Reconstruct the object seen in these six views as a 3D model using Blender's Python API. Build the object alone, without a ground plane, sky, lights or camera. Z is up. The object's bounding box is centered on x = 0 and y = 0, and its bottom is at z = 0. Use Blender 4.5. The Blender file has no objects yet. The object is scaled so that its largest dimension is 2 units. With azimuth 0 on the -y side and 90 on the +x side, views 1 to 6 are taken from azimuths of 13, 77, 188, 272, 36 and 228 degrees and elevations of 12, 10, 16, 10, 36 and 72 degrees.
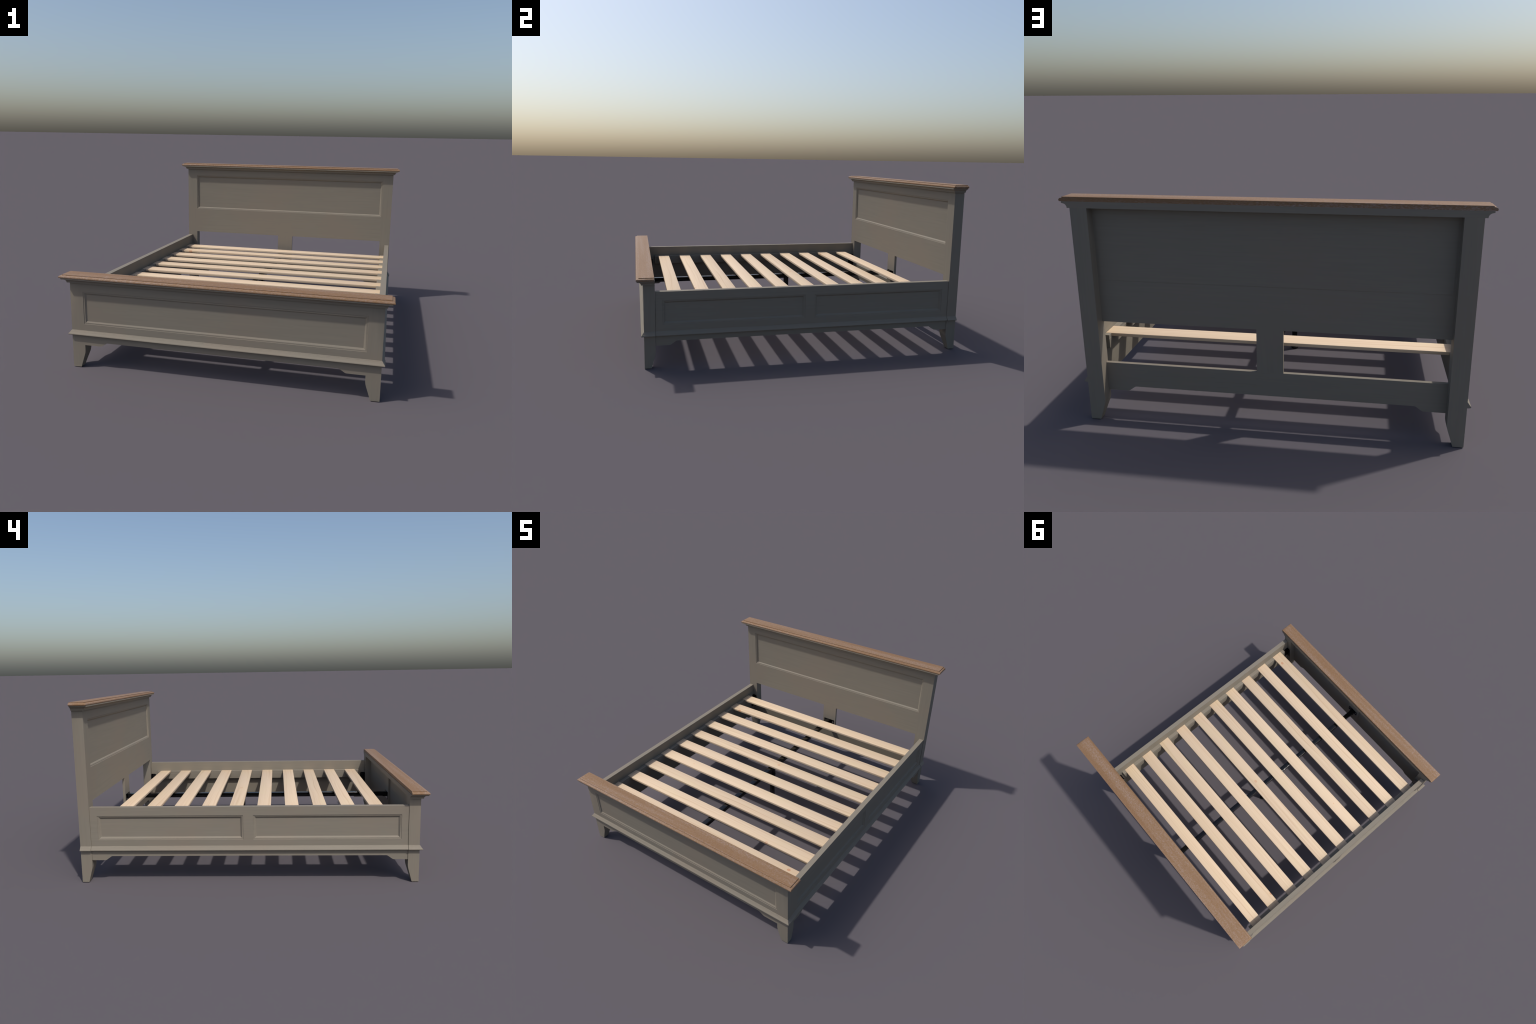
import bpy, bmesh, math, random
from mathutils import Vector, Matrix

random.seed(11)

# ------------------------------------------------------------------ sizes (m)
XP = 0.848            # outer face of the posts
XI = 0.772            # inner face of the posts
POST_D = 0.064        # depth of a post
HEAD_F, HEAD_B = 0.936, 1.000      # headboard front and back planes
FOOT_F, FOOT_B = -0.961, -0.897    # footboard front and back planes
HEAD_TOP, FOOT_TOP = 1.0090, 0.4915  # underside of the crown moulding
CROWN_H = 0.028
CAP_H = 0.0190
RAIL_O, RAIL_I = 0.8445, 0.812     # side rail outer and inner planes
RAIL_TOP, RAIL_LOW, RAIL_DROP = 0.4485, 0.158, 0.1335
MOULD_Z = 0.2                      # height where the base moulding sits
SLAT_T, SLAT_B, SLAT_W = 0.376, 0.360, 0.0855
SLAT_Y0, SLAT_PITCH, SLAT_N = 0.8095, -0.1753, 10
SPAN_F, SPAN_H = -0.8955, 0.9353   # ends of the side rails

# ------------------------------------------------------------------ materials
def new_mat(name):
    m = bpy.data.materials.new(name)
    m.use_nodes = True
    nt = m.node_tree
    bsdf = nt.nodes["Principled BSDF"]
    return m, nt, bsdf

def node(nt, kind, **inputs):
    n = nt.nodes.new(kind)
    for k, v in inputs.items():
        n.inputs[k.replace("_", " ")].default_value = v
    return n

def math_n(nt, op, a, b=None, clamp=False):
    n = nt.nodes.new("ShaderNodeMath")
    n.operation = op
    n.use_clamp = clamp
    for i, v in enumerate((a, b)):
        if v is None:
            continue
        if isinstance(v, (int, float)):
            n.inputs[i].default_value = v
        else:
            nt.links.new(v, n.inputs[i])
    return n.outputs[0]

def mapping(nt, src, scale, loc=(0, 0, 0)):
    n = nt.nodes.new("ShaderNodeMapping")
    n.inputs["Scale"].default_value = scale
    n.inputs["Location"].default_value = loc
    nt.links.new(src, n.inputs["Vector"])
    return n.outputs[0]

def noise(nt, vec, scale=1.0, detail=3.0, rough=0.5, dist=0.0):
    n = nt.nodes.new("ShaderNodeTexNoise")
    n.inputs["Scale"].default_value = scale
    n.inputs["Detail"].default_value = detail
    n.inputs["Roughness"].default_value = rough
    n.inputs["Distortion"].default_value = dist
    nt.links.new(vec, n.inputs["Vector"])
    return n.outputs["Fac"]

def ramp(nt, fac, stops):
    n = nt.nodes.new("ShaderNodeValToRGB")
    els = n.color_ramp.elements
    while len(els) < len(stops):
        els.new(0.5)
    for e, (p, c) in zip(els, stops):
        e.position = p
        e.color = (c, c, c, 1) if isinstance(c, (int, float)) else (*c, 1)
    nt.links.new(fac, n.inputs["Fac"])
    return n.outputs["Color"]

def mix(nt, fac, a, b, mode='MIX'):
    n = nt.nodes.new("ShaderNodeMix")
    n.data_type = 'RGBA'
    n.blend_type = mode
    for idx, v in ((0, fac), (6, a), (7, b)):
        if isinstance(v, (int, float)):
            n.inputs[idx].default_value = v
        elif isinstance(v, tuple):
            n.inputs[idx].default_value = (*v, 1)
        else:
            nt.links.new(v, n.inputs[idx])
    return n.outputs[2]

def bump(nt, bsdf, height, strength, distance):
    n = nt.nodes.new("ShaderNodeBump")
    n.inputs["Strength"].default_value = strength
    n.inputs["Distance"].default_value = distance
    nt.links.new(height, n.inputs["Height"])
    nt.links.new(n.outputs[0], bsdf.inputs["Normal"])

PAINT = (0.202, 0.181, 0.146)

def painted_wood(name, grain):
    """Taupe-grey paint with faint brush streaks running along one axis."""
    m, nt, b = new_mat(name)
    co = nt.nodes.new("ShaderNodeTexCoord").outputs["Object"]
    streak = {"x": (4, 90, 90), "y": (90, 4, 90), "z": (90, 90, 4)}[grain]
    s = noise(nt, mapping(nt, co, streak), 1.0, 4, 0.6)
    big = noise(nt, co, 3.5, 3, 0.55)
    c = mix(nt, ramp(nt, s, [(0.3, 0.0), (0.72, 1.0)]),
            tuple(v * 0.955 for v in PAINT), tuple(v * 1.04 for v in PAINT))
    warm = (PAINT[0] * 1.05, PAINT[1] * 0.985, PAINT[2] * 0.97)
    c = mix(nt, ramp(nt, big, [(0.45, 0.0), (0.62, 0.55)]), c, warm)
    nt.links.new(c, b.inputs["Base Color"])
    b.inputs["Roughness"].default_value = 0.62
    b.inputs["Specular IOR Level"].default_value = 0.14
    bump(nt, b, s, 0.06, 0.0005)
    return m

def oak(name):
    """Brushed oak: brown ground, pale limed pores in short dashes, grain along x."""
    m, nt, b = new_mat(name)
    co = nt.nodes.new("ShaderNodeTexCoord").outputs["Object"]
    wob = noise(nt, mapping(nt, co, (1.6, 9, 9)), 1.0, 3, 0.5)
    vec = nt.nodes.new("ShaderNodeVectorMath")
    vec.operation = 'ADD'
    comb = nt.nodes.new("ShaderNodeCombineXYZ")
    nt.links.new(math_n(nt, 'MULTIPLY', wob, 0.018), comb.inputs["Y"])
    nt.links.new(co, vec.inputs[0])
    nt.links.new(comb.outputs[0], vec.inputs[1])
    v = vec.outputs[0]
    band = noise(nt, mapping(nt, v, (0.8, 34, 26)), 1.0, 3, 0.5)
    fine = noise(nt, mapping(nt, v, (24, 300, 300)), 1.0, 3, 0.6)
    pore = noise(nt, mapping(nt, v, (95, 330, 330)), 1.0, 2, 0.5)
    c = ramp(nt, band, [(0.28, (0.196, 0.110, 0.054)), (0.50, (0.214, 0.127, 0.066)),
                        (0.72, (0.226, 0.143, 0.084))])
    c = mix(nt, ramp(nt, fine, [(0.32, 0.40), (0.5, 0.0)]), c, (0.150, 0.078, 0.038))
    pm = math_n(nt, 'MULTIPLY', ramp(nt, pore, [(0.47, 0.0), (0.62, 1.0)]),
                ramp(nt, band, [(0.42, 0.20), (0.62, 0.75)]))
    c = mix(nt, pm, c, (0.288, 0.220, 0.198))
    nt.links.new(c, b.inputs["Base Color"])
    b.inputs["Roughness"].default_value = 0.6
    b.inputs["Specular IOR Level"].default_value = 0.22
    bump(nt, b, fine, 0.25, 0.0006)
    return m

KNOTS = [(0.713, -0.751, 0.0092, 1.0), (0.046, 0.109, 0.0095, 0.62),
         (0.461, -0.633, 0.0085, 0.62), (-0.709, 0.592, 0.0090, 1.0),
         (-0.500, -0.243, 0.0045, 0.5), (0.22, 0.655, 0.0038, 0.35)]

def pine(name, root):
    """Pale planed pine, soft growth lines along x, a handful of orange knots."""
    m, nt, b = new_mat(name)
    tc = nt.nodes.new("ShaderNodeTexCoord")
    tc.object = root                     # coordinates of the whole bed
    bed = tc.outputs["Object"]
    loc = nt.nodes.new("ShaderNodeTexCoord").outputs["Object"]
    rnd = nt.nodes.new("ShaderNodeObjectInfo").outputs["Random"]
    off = nt.nodes.new("ShaderNodeCombineXYZ")
    nt.links.new(math_n(nt, 'MULTIPLY', rnd, 37.0), off.inputs["X"])
    nt.links.new(math_n(nt, 'MULTIPLY', rnd, 11.0), off.inputs["Z"])
    add = nt.nodes.new("ShaderNodeVectorMath")
    add.operation = 'ADD'
    nt.links.new(loc, add.inputs[0])
    nt.links.new(off.outputs[0], add.inputs[1])
    v = add.outputs[0]
    # knots: distance on the slat surface, grain swells round them
    knot_core, swell, tint = None, None, None
    sep = nt.nodes.new("ShaderNodeSeparateXYZ")
    nt.links.new(bed, sep.inputs[0])
    for kx, ky, kr, ks in KNOTS:
        dx = math_n(nt, 'MULTIPLY', math_n(nt, 'SUBTRACT', sep.outputs["X"], kx), 0.8)
        dy = math_n(nt, 'SUBTRACT', sep.outputs["Y"], ky)
        d = math_n(nt, 'SQRT', math_n(nt, 'ADD', math_n(nt, 'MULTIPLY', dx, dx),
                                      math_n(nt, 'MULTIPLY', dy, dy)))
        rel = math_n(nt, 'DIVIDE', d, kr)
        core = math_n(nt, 'MULTIPLY', ramp(nt, math_n(nt, 'DIVIDE', rel, 2.0),
                      [(0.0, 0.60), (0.30, 0.55), (0.42, 1.0), (0.54, 0.0)]), ks)
        dxs = math_n(nt, 'MULTIPLY', dx, 0.3)
        ds = math_n(nt, 'SQRT', math_n(nt, 'ADD', math_n(nt, 'MULTIPLY', dxs, dxs),
                                       math_n(nt, 'MULTIPLY', dy, dy)))
        sw = math_n(nt, 'EXPONENT', math_n(nt, 'MULTIPLY', ds, -70.0))
        sw = math_n(nt, 'MULTIPLY', sw, ks)
        knot_core = core if knot_core is None else math_n(nt, 'MAXIMUM', knot_core, core)
        swell = sw if swell is None else math_n(nt, 'MAXIMUM', swell, sw)
    wob = noise(nt, mapping(nt, v, (1.1, 7, 7)), 1.0, 2, 0.5)
    sh = nt.nodes.new("ShaderNodeCombineXYZ")
    nt.links.new(math_n(nt, 'ADD', math_n(nt, 'MULTIPLY', wob, 0.06),
                        math_n(nt, 'MULTIPLY', swell, 0.025)), sh.inputs["Y"])
    vv = nt.nodes.new("ShaderNodeVectorMath")
    vv.operation = 'ADD'
    nt.links.new(v, vv.inputs[0])
    nt.links.new(sh.outputs[0], vv.inputs[1])
    g = noise(nt, mapping(nt, vv.outputs[0], (0.7, 70, 30)), 1.0, 3, 0.55)
    f = noise(nt, mapping(nt, vv.outputs[0], (9, 420, 200)), 1.0, 2, 0.5)
    blotch = noise(nt, mapping(nt, v, (4, 12, 12)), 1.0, 3, 0.5)
    c = ramp(nt, g, [(0.30, (0.520, 0.378, 0.252)), (0.42, (0.590, 0.450, 0.312)),
                     (0.56, (0.618, 0.482, 0.342)), (0.70, (0.594, 0.455, 0.315)),
                     (0.78, (0.548, 0.408, 0.275))])
    c = mix(nt, ramp(nt, f, [(0.34, 0.16), (0.5, 0.0)]), c, (0.520, 0.367, 0.223))
    c = mix(nt, ramp(nt, blotch, [(0.5, 0.0), (0.72, 0.35)]), c, (0.604, 0.493, 0.310))
    c = mix(nt, math_n(nt, 'MULTIPLY', swell, 0.35), c, (0.612, 0.428, 0.238))
    c = mix(nt, math_n(nt, 'MULTIPLY', knot_core, 0.85), c, (0.500, 0.185, 0.085))
    # small board-to-board difference in tone
    c = mix(nt, 1.0, c, ramp(nt, rnd, [(0.0, 0.95), (1.0, 1.04)]), 'MULTIPLY')
    nt.links.new(c, b.inputs["Base Color"])
    b.inputs["Roughness"].default_value = 0.6
    b.inputs["Specular IOR Level"].default_value = 0.3
    bump(nt, b, f, 0.15, 0.0004)
    return m

def black_metal(name):
    m, nt, b = new_mat(name)
    co = nt.nodes.new("ShaderNodeTexCoord").outputs["Object"]
    s = noise(nt, co, 60, 3, 0.5)
    c = mix(nt, s, (0.0014, 0.0014, 0.0016), (0.0026, 0.0025, 0.0025))
    nt.links.new(c, b.inputs["Base Color"])
    b.inputs["Roughness"].default_value = 0.15
    return m

# ------------------------------------------------------------------ mesh tools
def finish(name, bm, mat, parent, smooth_angle=None, kind=None):
    bmesh.ops.remove_doubles(bm, verts=bm.verts, dist=1e-5)
    bmesh.ops.recalc_face_normals(bm, faces=bm.faces)
    me = bpy.data.meshes.new(name)
    bm.to_mesh(me)
    bm.free()
    me.materials.append(mat)
    if smooth_angle is not None:
        me.polygons.foreach_set("use_smooth", [True] * len(me.polygons))
        me.set_sharp_from_angle(angle=math.radians(smooth_angle))
    ob = bpy.data.objects.new(name, me)
    bpy.context.scene.collection.objects.link(ob)
    ob.parent = parent
    if kind:
        ob["kind"] = kind
    return ob

def bevel_edges(bm, test, width, segments=2):
    es = [e for e in bm.edges if test(e.verts[0].co, e.verts[1].co)]
    if es:
        bmesh.ops.bevel(bm, geom=es, offset=width, segments=segments,
                        profile=0.5, affect='EDGES', clamp_overlap=True)

def add_box(bm, x0, x1, y0, y1, z0, z1, bevel=0.0, segments=2):
    t = bmesh.new()
    vs = [t.verts.new((x, y, z)) for z in (z0, z1) for y in (y0, y1) for x in (x0, x1)]
    for q in ((0, 2, 3, 1), (4, 5, 7, 6), (0, 1, 5, 4), (2, 6, 7, 3), (0, 4, 6, 2), (1, 3, 7, 5)):
        t.faces.new([vs[i] for i in q])
    if bevel:
        bmesh.ops.bevel(t, geom=list(t.edges), offset=bevel, segments=segments,
                        profile=0.5, affect='EDGES')
    merge(bm, t)

def merge(bm, t):
    me = bpy.data.meshes.new("tmp")
    t.to_mesh(me)
    t.free()
    bm.from_mesh(me)
    bpy.data.meshes.remove(me)

def add_loft(bm, rings, cap=True):
    rs = [[bm.verts.new(p) for p in r] for r in rings]
    n = len(rs[0])
    for a, b in zip(rs, rs[1:]):
        for i in range(n):
            bm.faces.new((a[i], a[(i + 1) % n], b[(i + 1) % n], b[i]))
    if cap:
        bm.faces.new(list(reversed(rs[0])))
        bm.faces.new(rs[-1])
    return rs

def add_prism(bm, poly, place, a, b):
    """Extrude a 2D outline (u, v) along a third direction w from a to b."""
    add_loft(bm, [[place(u, v, w) for u, v in poly] for w in (a, b)])

def add_sweep_u(bm, profile, xh, y_front, y_back):
    """Mitred moulding round the two sides and the front of a board.
    profile: closed outline of (outward offset, z)."""
    s = -1.0                                   # both fronts face -y
    rings = []
    for corner in range(4):
        ring = []
        for o, z in profile:
            x = (-1 if corner < 2 else 1) * (xh + o)
            y = y_back if corner in (0, 3) else y_front + s * o
            ring.append((x, y, z))
        rings.append(ring)
    add_loft(bm, rings)

def round_corner(p0, p1, p2, r, n=4):
    """Points of a small arc replacing the corner p1."""
    a = Vector(p0) - Vector(p1)
    b = Vector(p2) - Vector(p1)
    a.normalize(); b.normalize()
    s, e, c = Vector(p1) + a * r, Vector(p1) + b * r, Vector(p1)
    return [tuple((1 - t) ** 2 * s + 2 * t * (1 - t) * c + t * t * e)
            for t in [i / n for i in range(n + 1)]]

def panel_mould(depth):
    """Quirk, flat bead and a sloping ovolo down to the sunk panel."""
    return [(0.0, 0.0), (0.0008, 0.20 * depth), (0.0070, 0.25 * depth), (0.0086, 0.32 * depth),
            (0.0096, 0.46 * depth), (0.0120, 0.60 * depth), (0.0145, 0.80 * depth),
            (0.0160, 0.96 * depth), (0.0168, depth), (0.0185, depth)]

PANEL_MOULD = panel_mould(0.0078)
RAIL_MOULD = panel_mould(0.0108)
HEAD_MOULD = [(0.0, 0.0), (0.0010, 0.0018), (0.0060, 0.0028), (0.0105, 0.0058),
              (0.0135, 0.0100), (0.0150, 0.0118), (0.0165, 0.0118)]

def add_panelled_board(bm, place, u0, u1, v0, v1, thick, holes, mould):
    """Flat board with recessed panels; every recess is edged by a moulding.
    place(u, v, d) gives the point d below the face."""
    us = sorted({u0, u1} | {h[0] for h in holes} | {h[1] for h in holes})
    vs = sorted({v0, v1} | {h[2] for h in holes} | {h[3] for h in holes})
    for d in (0.0, thick):
        for i in range(len(us) - 1):
            for j in range(len(vs) - 1):
                c = ((us[i] + us[i + 1]) / 2, (vs[j] + vs[j + 1]) / 2)
                if d == 0.0 and any(h[0] < c[0] < h[1] and h[2] < c[1] < h[3] for h in holes):
                    continue
                bm.faces.new([bm.verts.new(place(u, v, d)) for u, v in
                              ((us[i], vs[j]), (us[i + 1], vs[j]),
                               (us[i + 1], vs[j + 1]), (us[i], vs[j + 1]))])
    for ua, ub in zip(us, us[1:]):
        for v in (v0, v1):
            bm.faces.new([bm.verts.new(place(*p)) for p in
                          ((ua, v, 0), (ub, v, 0), (ub, v, thick), (ua, v, thick))])
    for va, vb in zip(vs, vs[1:]):
        for u in (u0, u1):
            bm.faces.new([bm.verts.new(place(*p)) for p in
                          ((u, va, 0), (u, vb, 0), (u, vb, thick), (u, va, thick))])
    for a, b, c, e in holes:
        prev = None
        for inset, d in mould:
            ring = [(a + inset, c + inset), (b - inset, c + inset),
                    (b - inset, e - inset), (a + inset, e - inset)]
            ring = [(u, v, d) for u, v in ring]
            if prev:
                # rings meet only along their own edges, mitred in the corners
                for i in range(4):
                    k = (i + 1) % 4
                    bm.faces.new([bm.verts.new(place(*p)) for p in
                                  (prev[i], prev[k], ring[k], ring[i])])
            prev = ring
        bm.faces.new([bm.verts.new(place(*p)) for p in prev])

# ------------------------------------------------------------------ root
root = bpy.data.objects.new("bed_frame", None)
bpy.context.scene.collection.objects.link(root)
root["label"] = "grey painted wooden bed frame with oak caps and slats"
root["category"] = "bed"

M_PAINT_X = painted_wood("grey_paint_lengthwise_x", "x")
M_PAINT_Y = painted_wood("grey_paint_lengthwise_y", "y")
M_PAINT_Z = painted_wood("grey_paint_upright", "z")
M_OAK = oak("brushed_oak")
M_PINE = pine("planed_pine", root)
M_METAL = black_metal("black_metal")

# moulding outlines, (outward offset, height above its lower edge)
CROWN = [(0.0, 0.0), (0.0118, 0.0), (0.0118, 0.0018)] + \
        [(0.0118 + 0.0215 * (1 - math.cos(t)), 0.0022 + 0.0180 * math.sin(t))
         for t in [math.radians(a) for a in (0, 15, 30, 45, 60, 75, 90)]] + \
        [(0.0340, 0.0210), (0.0348, 0.0216), (0.0348, CROWN_H), (0.0, CROWN_H)]
# oak cap: (offset beyond the post face, height)
CAP = [(0.0415, 0.0), (0.0435, 0.0008), (0.0450, 0.0024), (0.0457, 0.0050), (0.0452, 0.0080),
       (0.0436, 0.0106), (0.0405, 0.0126), (0.0360, 0.0141), (0.0322, 0.0144),
       (0.0304, 0.0145), (0.0298, 0.0147), (0.0305, 0.0172), (0.0304, 0.0183), (0.0290, CAP_H - 0.0003),
       (0.0275, CAP_H)]
BASE = [(0.0, -0.0095), (0.0135, -0.0075), (0.0156, -0.0062), (0.0165, -0.0040),
        (0.0160, -0.0018), (0.0136, 0.0010), (0.0102, 0.0050), (0.0072, 0.0095),
        (0.0050, 0.0134), (0.0042, 0.0142), (0.0030, 0.0146), (0.0026, 0.0160),
        (0.0014, 0.0178), (0.0, 0.0186)]

def cap_rings(top_z, y_front, y_back, lift=1.0):
    return [[(-(XP + o), y_back, top_z + h * lift), (-(XP + o), y_front - o, top_z + h * lift),
             (XP + o, y_front - o, top_z + h * lift), (XP + o, y_back, top_z + h * lift)] for o, h in CAP]

def build_post(name, parent, side, y_out, y_in, top):
    """Square post whose foot tapers on its two inner faces."""
    yo, yi = y_out, y_in
    sgn = 1 if yi > yo else -1
    levels = [(0.0, 0.802, yi - sgn * 0.0245), (0.010, 0.7987, yi - sgn * 0.0219),
              (0.076, 0.7768, yi - sgn * 0.0040), (0.084, 0.7746, yi - sgn * 0.0019),
              (0.092, 0.7730, yi - sgn * 0.0006), (0.102, XI, yi), (MOULD_Z, XI, yi), (top, XI, yi)]
    bm = bmesh.new()
    rings = [[(side * XP, yo, z), (side * xi, yo, z), (side * xi, y, z), (side * XP, y, z)]
             for z, xi, y in levels]
    add_loft(bm, rings)
    bevel_edges(bm, lambda a, b: abs(abs(a.x) - XP) < 1e-4 and abs(abs(b.x) - XP) < 1e-4
                and abs(a.y - yo) < 1e-4 and abs(b.y - yo) < 1e-4, 0.0014)
    bevel_edges(bm, lambda a, b: a.z < 1e-4 and b.z < 1e-4, 0.0008, 1)
    return finish(name, bm, M_PAINT_Z, parent, 25)

# ------------------------------------------------------------------ headboard
def front_place(y_face):
    return lambda u, v, d: (u, y_face + d, v)

BOARD = 0.017
bm = bmesh.new()
add_panelled_board(bm, front_place(HEAD_F), -XI, XI, 0.478, HEAD_TOP, BOARD,
                   [(-0.7712, 0.7712, 0.6745, 0.9565)], HEAD_MOULD)
headboard = finish("headboard", bm, M_PAINT_X, root, 30)

bm = bmesh.new()
add_box(bm, -0.0595, 0.0595, HEAD_F, HEAD_F + BOARD, 0.2725, 0.478)
finish("center_stile", bm, M_PAINT_Z, headboard)

def apron_outline(top, low, drop, half, slope_in, slope_out):
    """Lower board whose ends drop with a soft ogee."""
    def end(sg):
        return [(sg * half, drop), (sg * (slope_out + 0.006), drop), (sg * slope_out, drop + 0.0012),
                (sg * (slope_out - 0.006), drop + 0.0050),
                (sg * (slope_in + 0.009), low - 0.0058), (sg * (slope_in + 0.003), low - 0.0018),
                (sg * (slope_in - 0.003), low)]
    return [(-half, top)] + end(-1) + list(reversed(end(1))) + [(half, top)]

bm = bmesh.new()
add_prism(bm, apron_outline(0.2725, 0.1565, 0.133, XI, 0.638, 0.670),
          lambda u, v, w: (u, w, v), HEAD_F, HEAD_F + BOARD)
finish("bottom_rail", bm, M_PAINT_X, headboard)

bm = bmesh.new()
add_box(bm, -0.7625, 0.7625, HEAD_F + BOARD, HEAD_F + BOARD + 0.0014, 0.6772, HEAD_TOP - 0.001)
finish("back_panel", bm, M_PAINT_X, headboard)

bm = bmesh.new()
add_box(bm, -XP, XP, HEAD_F, HEAD_B, HEAD_TOP, HEAD_TOP + CROWN_H)
finish("top_rail", bm, M_PAINT_X, headboard)

bm = bmesh.new()
add_sweep_u(bm, [(o, HEAD_TOP + h) for o, h in CROWN], XP, HEAD_F, HEAD_B)
finish("crown_moulding", bm, M_PAINT_X, headboard, 30)

bm = bmesh.new()
add_loft(bm, cap_rings(HEAD_TOP + CROWN_H, HEAD_F + 0.0097, HEAD_B, 1.05))
finish("oak_cap", bm, M_OAK, headboard, 28)

for side in (-1, 1):
    build_post("post", headboard, side, HEAD_B, HEAD_F, HEAD_TOP)
    bm = bmesh.new()
    add_prism(bm, BASE, lambda o, h, w, s=side: (s * (XP + o), w, MOULD_Z + h), HEAD_F, HEAD_B)
    finish("base_moulding", bm, M_PAINT_Y, headboard, 30)

# ------------------------------------------------------------------ footboard
bm = bmesh.new()
add_panelled_board(bm, front_place(FOOT_F), -XI, XI, MOULD_Z, FOOT_TOP, BOARD,
                   [(-0.7715, 0.7715, 0.2565, 0.4420)], PANEL_MOULD)
footboard = finish("footboard", bm, M_PAINT_X, root, 30)

bm = bmesh.new()
add_prism(bm, apron_outline(MOULD_Z, 0.1555, 0.133, XI, 0.638, 0.671),
          lambda u, v, w: (u, w, v), FOOT_F, FOOT_F + BOARD)
finish("apron", bm, M_PAINT_X, footboard)

bm = bmesh.new()
add_box(bm, -0.7625, 0.7625, FOOT_F + BOARD, FOOT_F + BOARD + 0.0014, 0.264, FOOT_TOP - 0.001)
finish("back_panel", bm, M_PAINT_X, footboard)

bm = bmesh.new()
add_box(bm, -0.062, 0.062, FOOT_F + BOARD + 0.0014, -0.9300, 0.264, FOOT_TOP - 0.0005)
finish("center_stile", bm, M_PAINT_Z, footboard)

bm = bmesh.new()
add_box(bm, -XP, XP, FOOT_F, FOOT_B, FOOT_TOP, FOOT_TOP + CROWN_H)
finish("top_rail", bm, M_PAINT_X, footboard)

bm = bmesh.new()
add_sweep_u(bm, [(o, FOOT_TOP + h) for o, h in CROWN], XP, FOOT_F, FOOT_B)
finish("crown_moulding", bm, M_PAINT_X, footboard, 30)

bm = bmesh.new()
add_loft(bm, cap_rings(FOOT_TOP + CROWN_H, FOOT_F + 0.0067, FOOT_B - 0.003))
finish("oak_cap", bm, M_OAK, footboard, 28)

bm = bmesh.new()
add_sweep_u(bm, [(o, MOULD_Z + h) for o, h in BASE], XP, FOOT_F, FOOT_B)
finish("base_moulding", bm, M_PAINT_X, footboard, 30)

for side in (-1, 1):
    build_post("post", footboard, side, FOOT_F, FOOT_B, FOOT_TOP)

# ------------------------------------------------------------------ side rails
slat_ys = [SLAT_Y0 + i * SLAT_PITCH for i in range(SLAT_N)]
LEDGE_Y0, LEDGE_Y1 = -0.842, 0.8785
LEDGE_X = 0.7828

def rail_holes():
    return [(-0.857, -0.0105, 0.2550, 0.3985), (0.0465, 0.8930, 0.2550, 0.3985)]

ends = [(SPAN_F, SPAN_F + 0.084, SPAN_F + 0.118), (SPAN_H, SPAN_H - 0.084, SPAN_H - 0.118)]
def rail_apron():
    out = [(SPAN_F, MOULD_Z)]
    parts = []
    for e, so, si in ends:
        g = 1 if si > so else -1
        parts.append([(e, RAIL_DROP), (so - g * 0.006, RAIL_DROP), (so, RAIL_DROP + 0.0012),
                      (so + g * 0.006, RAIL_DROP + 0.0050), (si - g * 0.009, RAIL_LOW - 0.0058),
                      (si - g * 0.003, RAIL_LOW - 0.0018), (si + g * 0.003, RAIL_LOW)])
    return out + parts[0] + list(reversed(parts[1])) + [(SPAN_H, MOULD_Z)]

def bracket_mesh():
    """Black steel angle: two leaves with rounded tops and screw holes,
    corner at the origin, leaves along +x (post leaf) and +y (rail leaf)."""
    bm = bmesh.new()
    z0, z1, t = 0.236, 0.350, 0.0028
    for leaf, width in (("post", 0.032), ("rail", 0.037)):
        r = 0.011
        outline = [(0, z0), (width - 0.004, z0), (width, z0 + 0.004), (width, z1 - r)]
        outline += [(width - r + r * math.cos(a), z1 - r + r * math.sin(a))
                    for a in [math.radians(q) for q in (25, 50, 75, 90)]]
        outline += [(0, z1)]
        cut = []
        if leaf == "rail":
            place = lambda u, v, w: (w, u, v)
        else:
            place = lambda u, v, w: (u, w, v)
        add_prism(bm, outline, place, 0.0, t)
        # raised screw heads over the holes
        for zc in (z0 + 0.018, (z0 + z1) / 2, z1 - 0.018):
            ring = [[place(width * 0.6 + rr * math.cos(a), zc + rr * math.sin(a), w)
                     for a in [i * math.pi / 5 for i in range(10)]]
                    for rr, w in ((0.0052, t), (0.0046, t + 0.0014), (0.0025, t + 0.0020))]
            add_loft(bm, ring)
    bmesh.ops.recalc_face_normals(bm, faces=bm.faces)
    me = bpy.data.meshes.new("corner_bracket")
    bm.to_mesh(me)
    bm.free()
    me.materials.append(M_METAL)
    return me

BRACKET = bracket_mesh()

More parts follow.
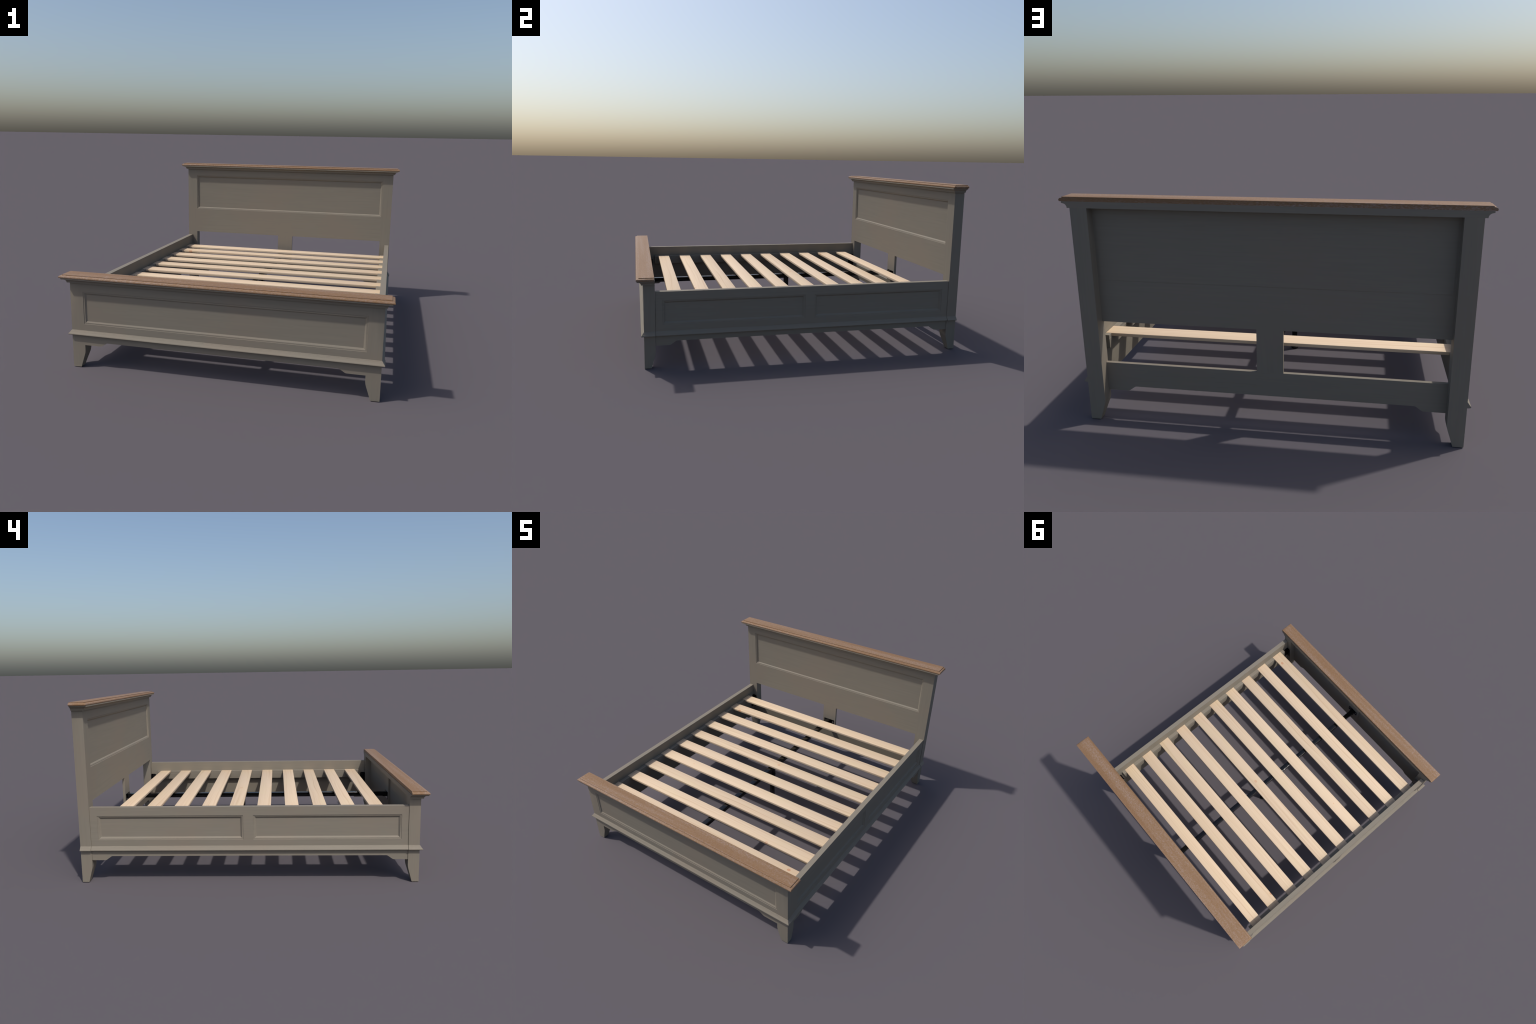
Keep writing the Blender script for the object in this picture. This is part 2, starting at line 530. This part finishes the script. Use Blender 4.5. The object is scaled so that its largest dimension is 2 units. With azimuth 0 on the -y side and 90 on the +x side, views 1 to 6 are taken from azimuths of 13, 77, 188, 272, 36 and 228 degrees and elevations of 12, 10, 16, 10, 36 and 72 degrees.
for side in (-1, 1):
    place = lambda u, v, d, s=side: (s * (RAIL_O - d), u, v)
    bm = bmesh.new()
    add_panelled_board(bm, place, SPAN_F, SPAN_H, MOULD_Z, RAIL_TOP, RAIL_O - RAIL_I,
                       rail_holes(), RAIL_MOULD)
    bevel_edges(bm, lambda a, b: a.z > RAIL_TOP - 1e-4 and b.z > RAIL_TOP - 1e-4
                and abs(a.x - b.x) < 1e-5, 0.0012)
    rail = finish("side_rail", bm, M_PAINT_Y, root, 30)

    bm = bmesh.new()
    add_prism(bm, rail_apron(), lambda u, v, w, s=side: (s * w, u, v), RAIL_I, RAIL_O)
    finish("apron", bm, M_PAINT_Y, rail)

    bm = bmesh.new()
    add_prism(bm, BASE, lambda o, h, w, s=side: (s * (RAIL_O + o), w, MOULD_Z + h), SPAN_F, SPAN_H)
    finish("base_moulding", bm, M_PAINT_Y, rail, 30)

    # ledger under the slats and the filler blocks between them
    bm = bmesh.new()
    add_prism(bm, [(RAIL_I, 0.309), (LEDGE_X + 0.002, 0.309), (LEDGE_X, 0.311),
                   (LEDGE_X, SLAT_B - 0.0016), (LEDGE_X + 0.0012, SLAT_B - 0.0004), (RAIL_I, SLAT_B - 0.0004)],
              lambda u, v, w, s=side: (s * u, w, v), LEDGE_Y0, LEDGE_Y1)
    finish("slat_ledger", bm, M_PAINT_Y, rail)
    cuts = [LEDGE_Y1]
    for y in slat_ys:
        cuts += [y + SLAT_W / 2 + 0.0006, y - SLAT_W / 2 - 0.0006]
    cuts.append(LEDGE_Y0)
    for a, b in zip(cuts[0::2], cuts[1::2]):
        bm = bmesh.new()
        xs = sorted((side * (LEDGE_X + 0.0004), side * RAIL_I))
        add_box(bm, xs[0], xs[1], b, a, SLAT_B, SLAT_T - 0.0003, 0.0007, 1)
        finish("slat_spacer", bm, M_PAINT_Y, rail)

    for y, fy in ((FOOT_B, 1), (HEAD_F, -1)):
        ob = bpy.data.objects.new("corner_bracket", BRACKET)
        bpy.context.scene.collection.objects.link(ob)
        ob.parent = rail
        ob.location = (side * (RAIL_I - 0.0004), y + fy * 0.0006, 0)
        ob.scale = (-side, fy, 1)

# ------------------------------------------------------------------ slats
bm = bmesh.new()
add_box(bm, -0.8112, 0.8112, -SLAT_W / 2, SLAT_W / 2, SLAT_B - SLAT_T, 0.0, 0.0016, 2)
first = finish("slat", bm, M_PINE, root, 30)
first.location = (0, slat_ys[0], SLAT_T)
for y in slat_ys[1:]:
    ob = first.copy()
    bpy.context.scene.collection.objects.link(ob)
    ob.location = (0, y, SLAT_T)

# ------------------------------------------------------------------ centre beam
BX, BW, BT, BB = -0.0060, 0.0172, 0.3540, 0.3240
bm = bmesh.new()
add_box(bm, BX - BW, BX + BW, -0.9270, 0.9330, BB, BT, 0.0022, 3)
beam = finish("center_beam", bm, M_METAL, root, 30)

def mounting_plate(y_face, facing):
    """Flat steel plate with a socket for the beam and two oblong holes."""
    bm = bmesh.new()
    z0, z1, t = 0.3080, 0.3560, 0.003
    hw, hh, hx = 0.0062, 0.0100, 0.0360
    us = [-0.046, -hx - hw, -hx + hw, hx - hw, hx + hw, 0.046]
    zc = (z0 + z1) / 2 + 0.004
    vs = [z0, zc - hh, zc + hh, z1]
    for i in range(5):
        for j in range(3):
            if j == 1 and i in (1, 3):
                continue
            ya, yb = sorted((y_face, y_face + facing * t))
            add_box(bm, us[i], us[i + 1], ya, yb, vs[j], vs[j + 1])
    ya, yb = sorted((y_face + facing * t, y_face + facing * 0.030))
    w = BW + 0.0022
    add_box(bm, BX - w, BX - BW - 0.0001, ya, yb, BB - 0.0022, BT - 0.001, 0.0004, 1)
    add_box(bm, BX + BW + 0.0001, BX + w, ya, yb, BB - 0.0022, BT - 0.001, 0.0004, 1)
    add_box(bm, BX - BW, BX + BW, ya, yb, BB - 0.0022, BB - 0.0001)
    finish("mounting_plate", bm, M_METAL, beam)

mounting_plate(-0.9298, 1)
mounting_plate(HEAD_F - 0.0002, -1)

# ------------------------------------------------------------------ centre leg
LX, LY = -0.008, 0.094
bm = bmesh.new()
add_box(bm, LX - 0.0145, LX + 0.0145, LY - 0.0130, LY + 0.0130, 0.012, BB - 0.0003, 0.002, 2)
leg = finish("support_leg", bm, M_METAL, root, 30)
bm = bmesh.new()
for sg in (-1, 1):
    xs = sorted((BX + sg * (BW + 0.0004), BX + sg * (BW + 0.0026)))
    add_box(bm, xs[0], xs[1], LY - 0.0135, LY + 0.0135, 0.262, BT - 0.004, 0.0006, 1)
finish("leg_bracket", bm, M_METAL, leg)
bm = bmesh.new()
add_loft(bm, [[(BX + w, LY + 0.002 + r * math.cos(a), 0.288 + r * math.sin(a))
               for a in [i * math.pi / 8 for i in range(16)]]
              for w, r in ((BW + 0.0026, 0.009), (BW + 0.0068, 0.009), (BW + 0.0080, 0.007))])
finish("leg_bolt", bm, M_METAL, leg, 40)
bm = bmesh.new()
add_loft(bm, [[(LX + r * math.cos(a), LY + r * math.sin(a), z) for a in [i * math.pi / 12 for i in range(24)]]
              for z, r in ((0.0, 0.018), (0.003, 0.0205), (0.009, 0.0205), (0.013, 0.017))])
finish("leg_foot", bm, M_METAL, leg, 40)
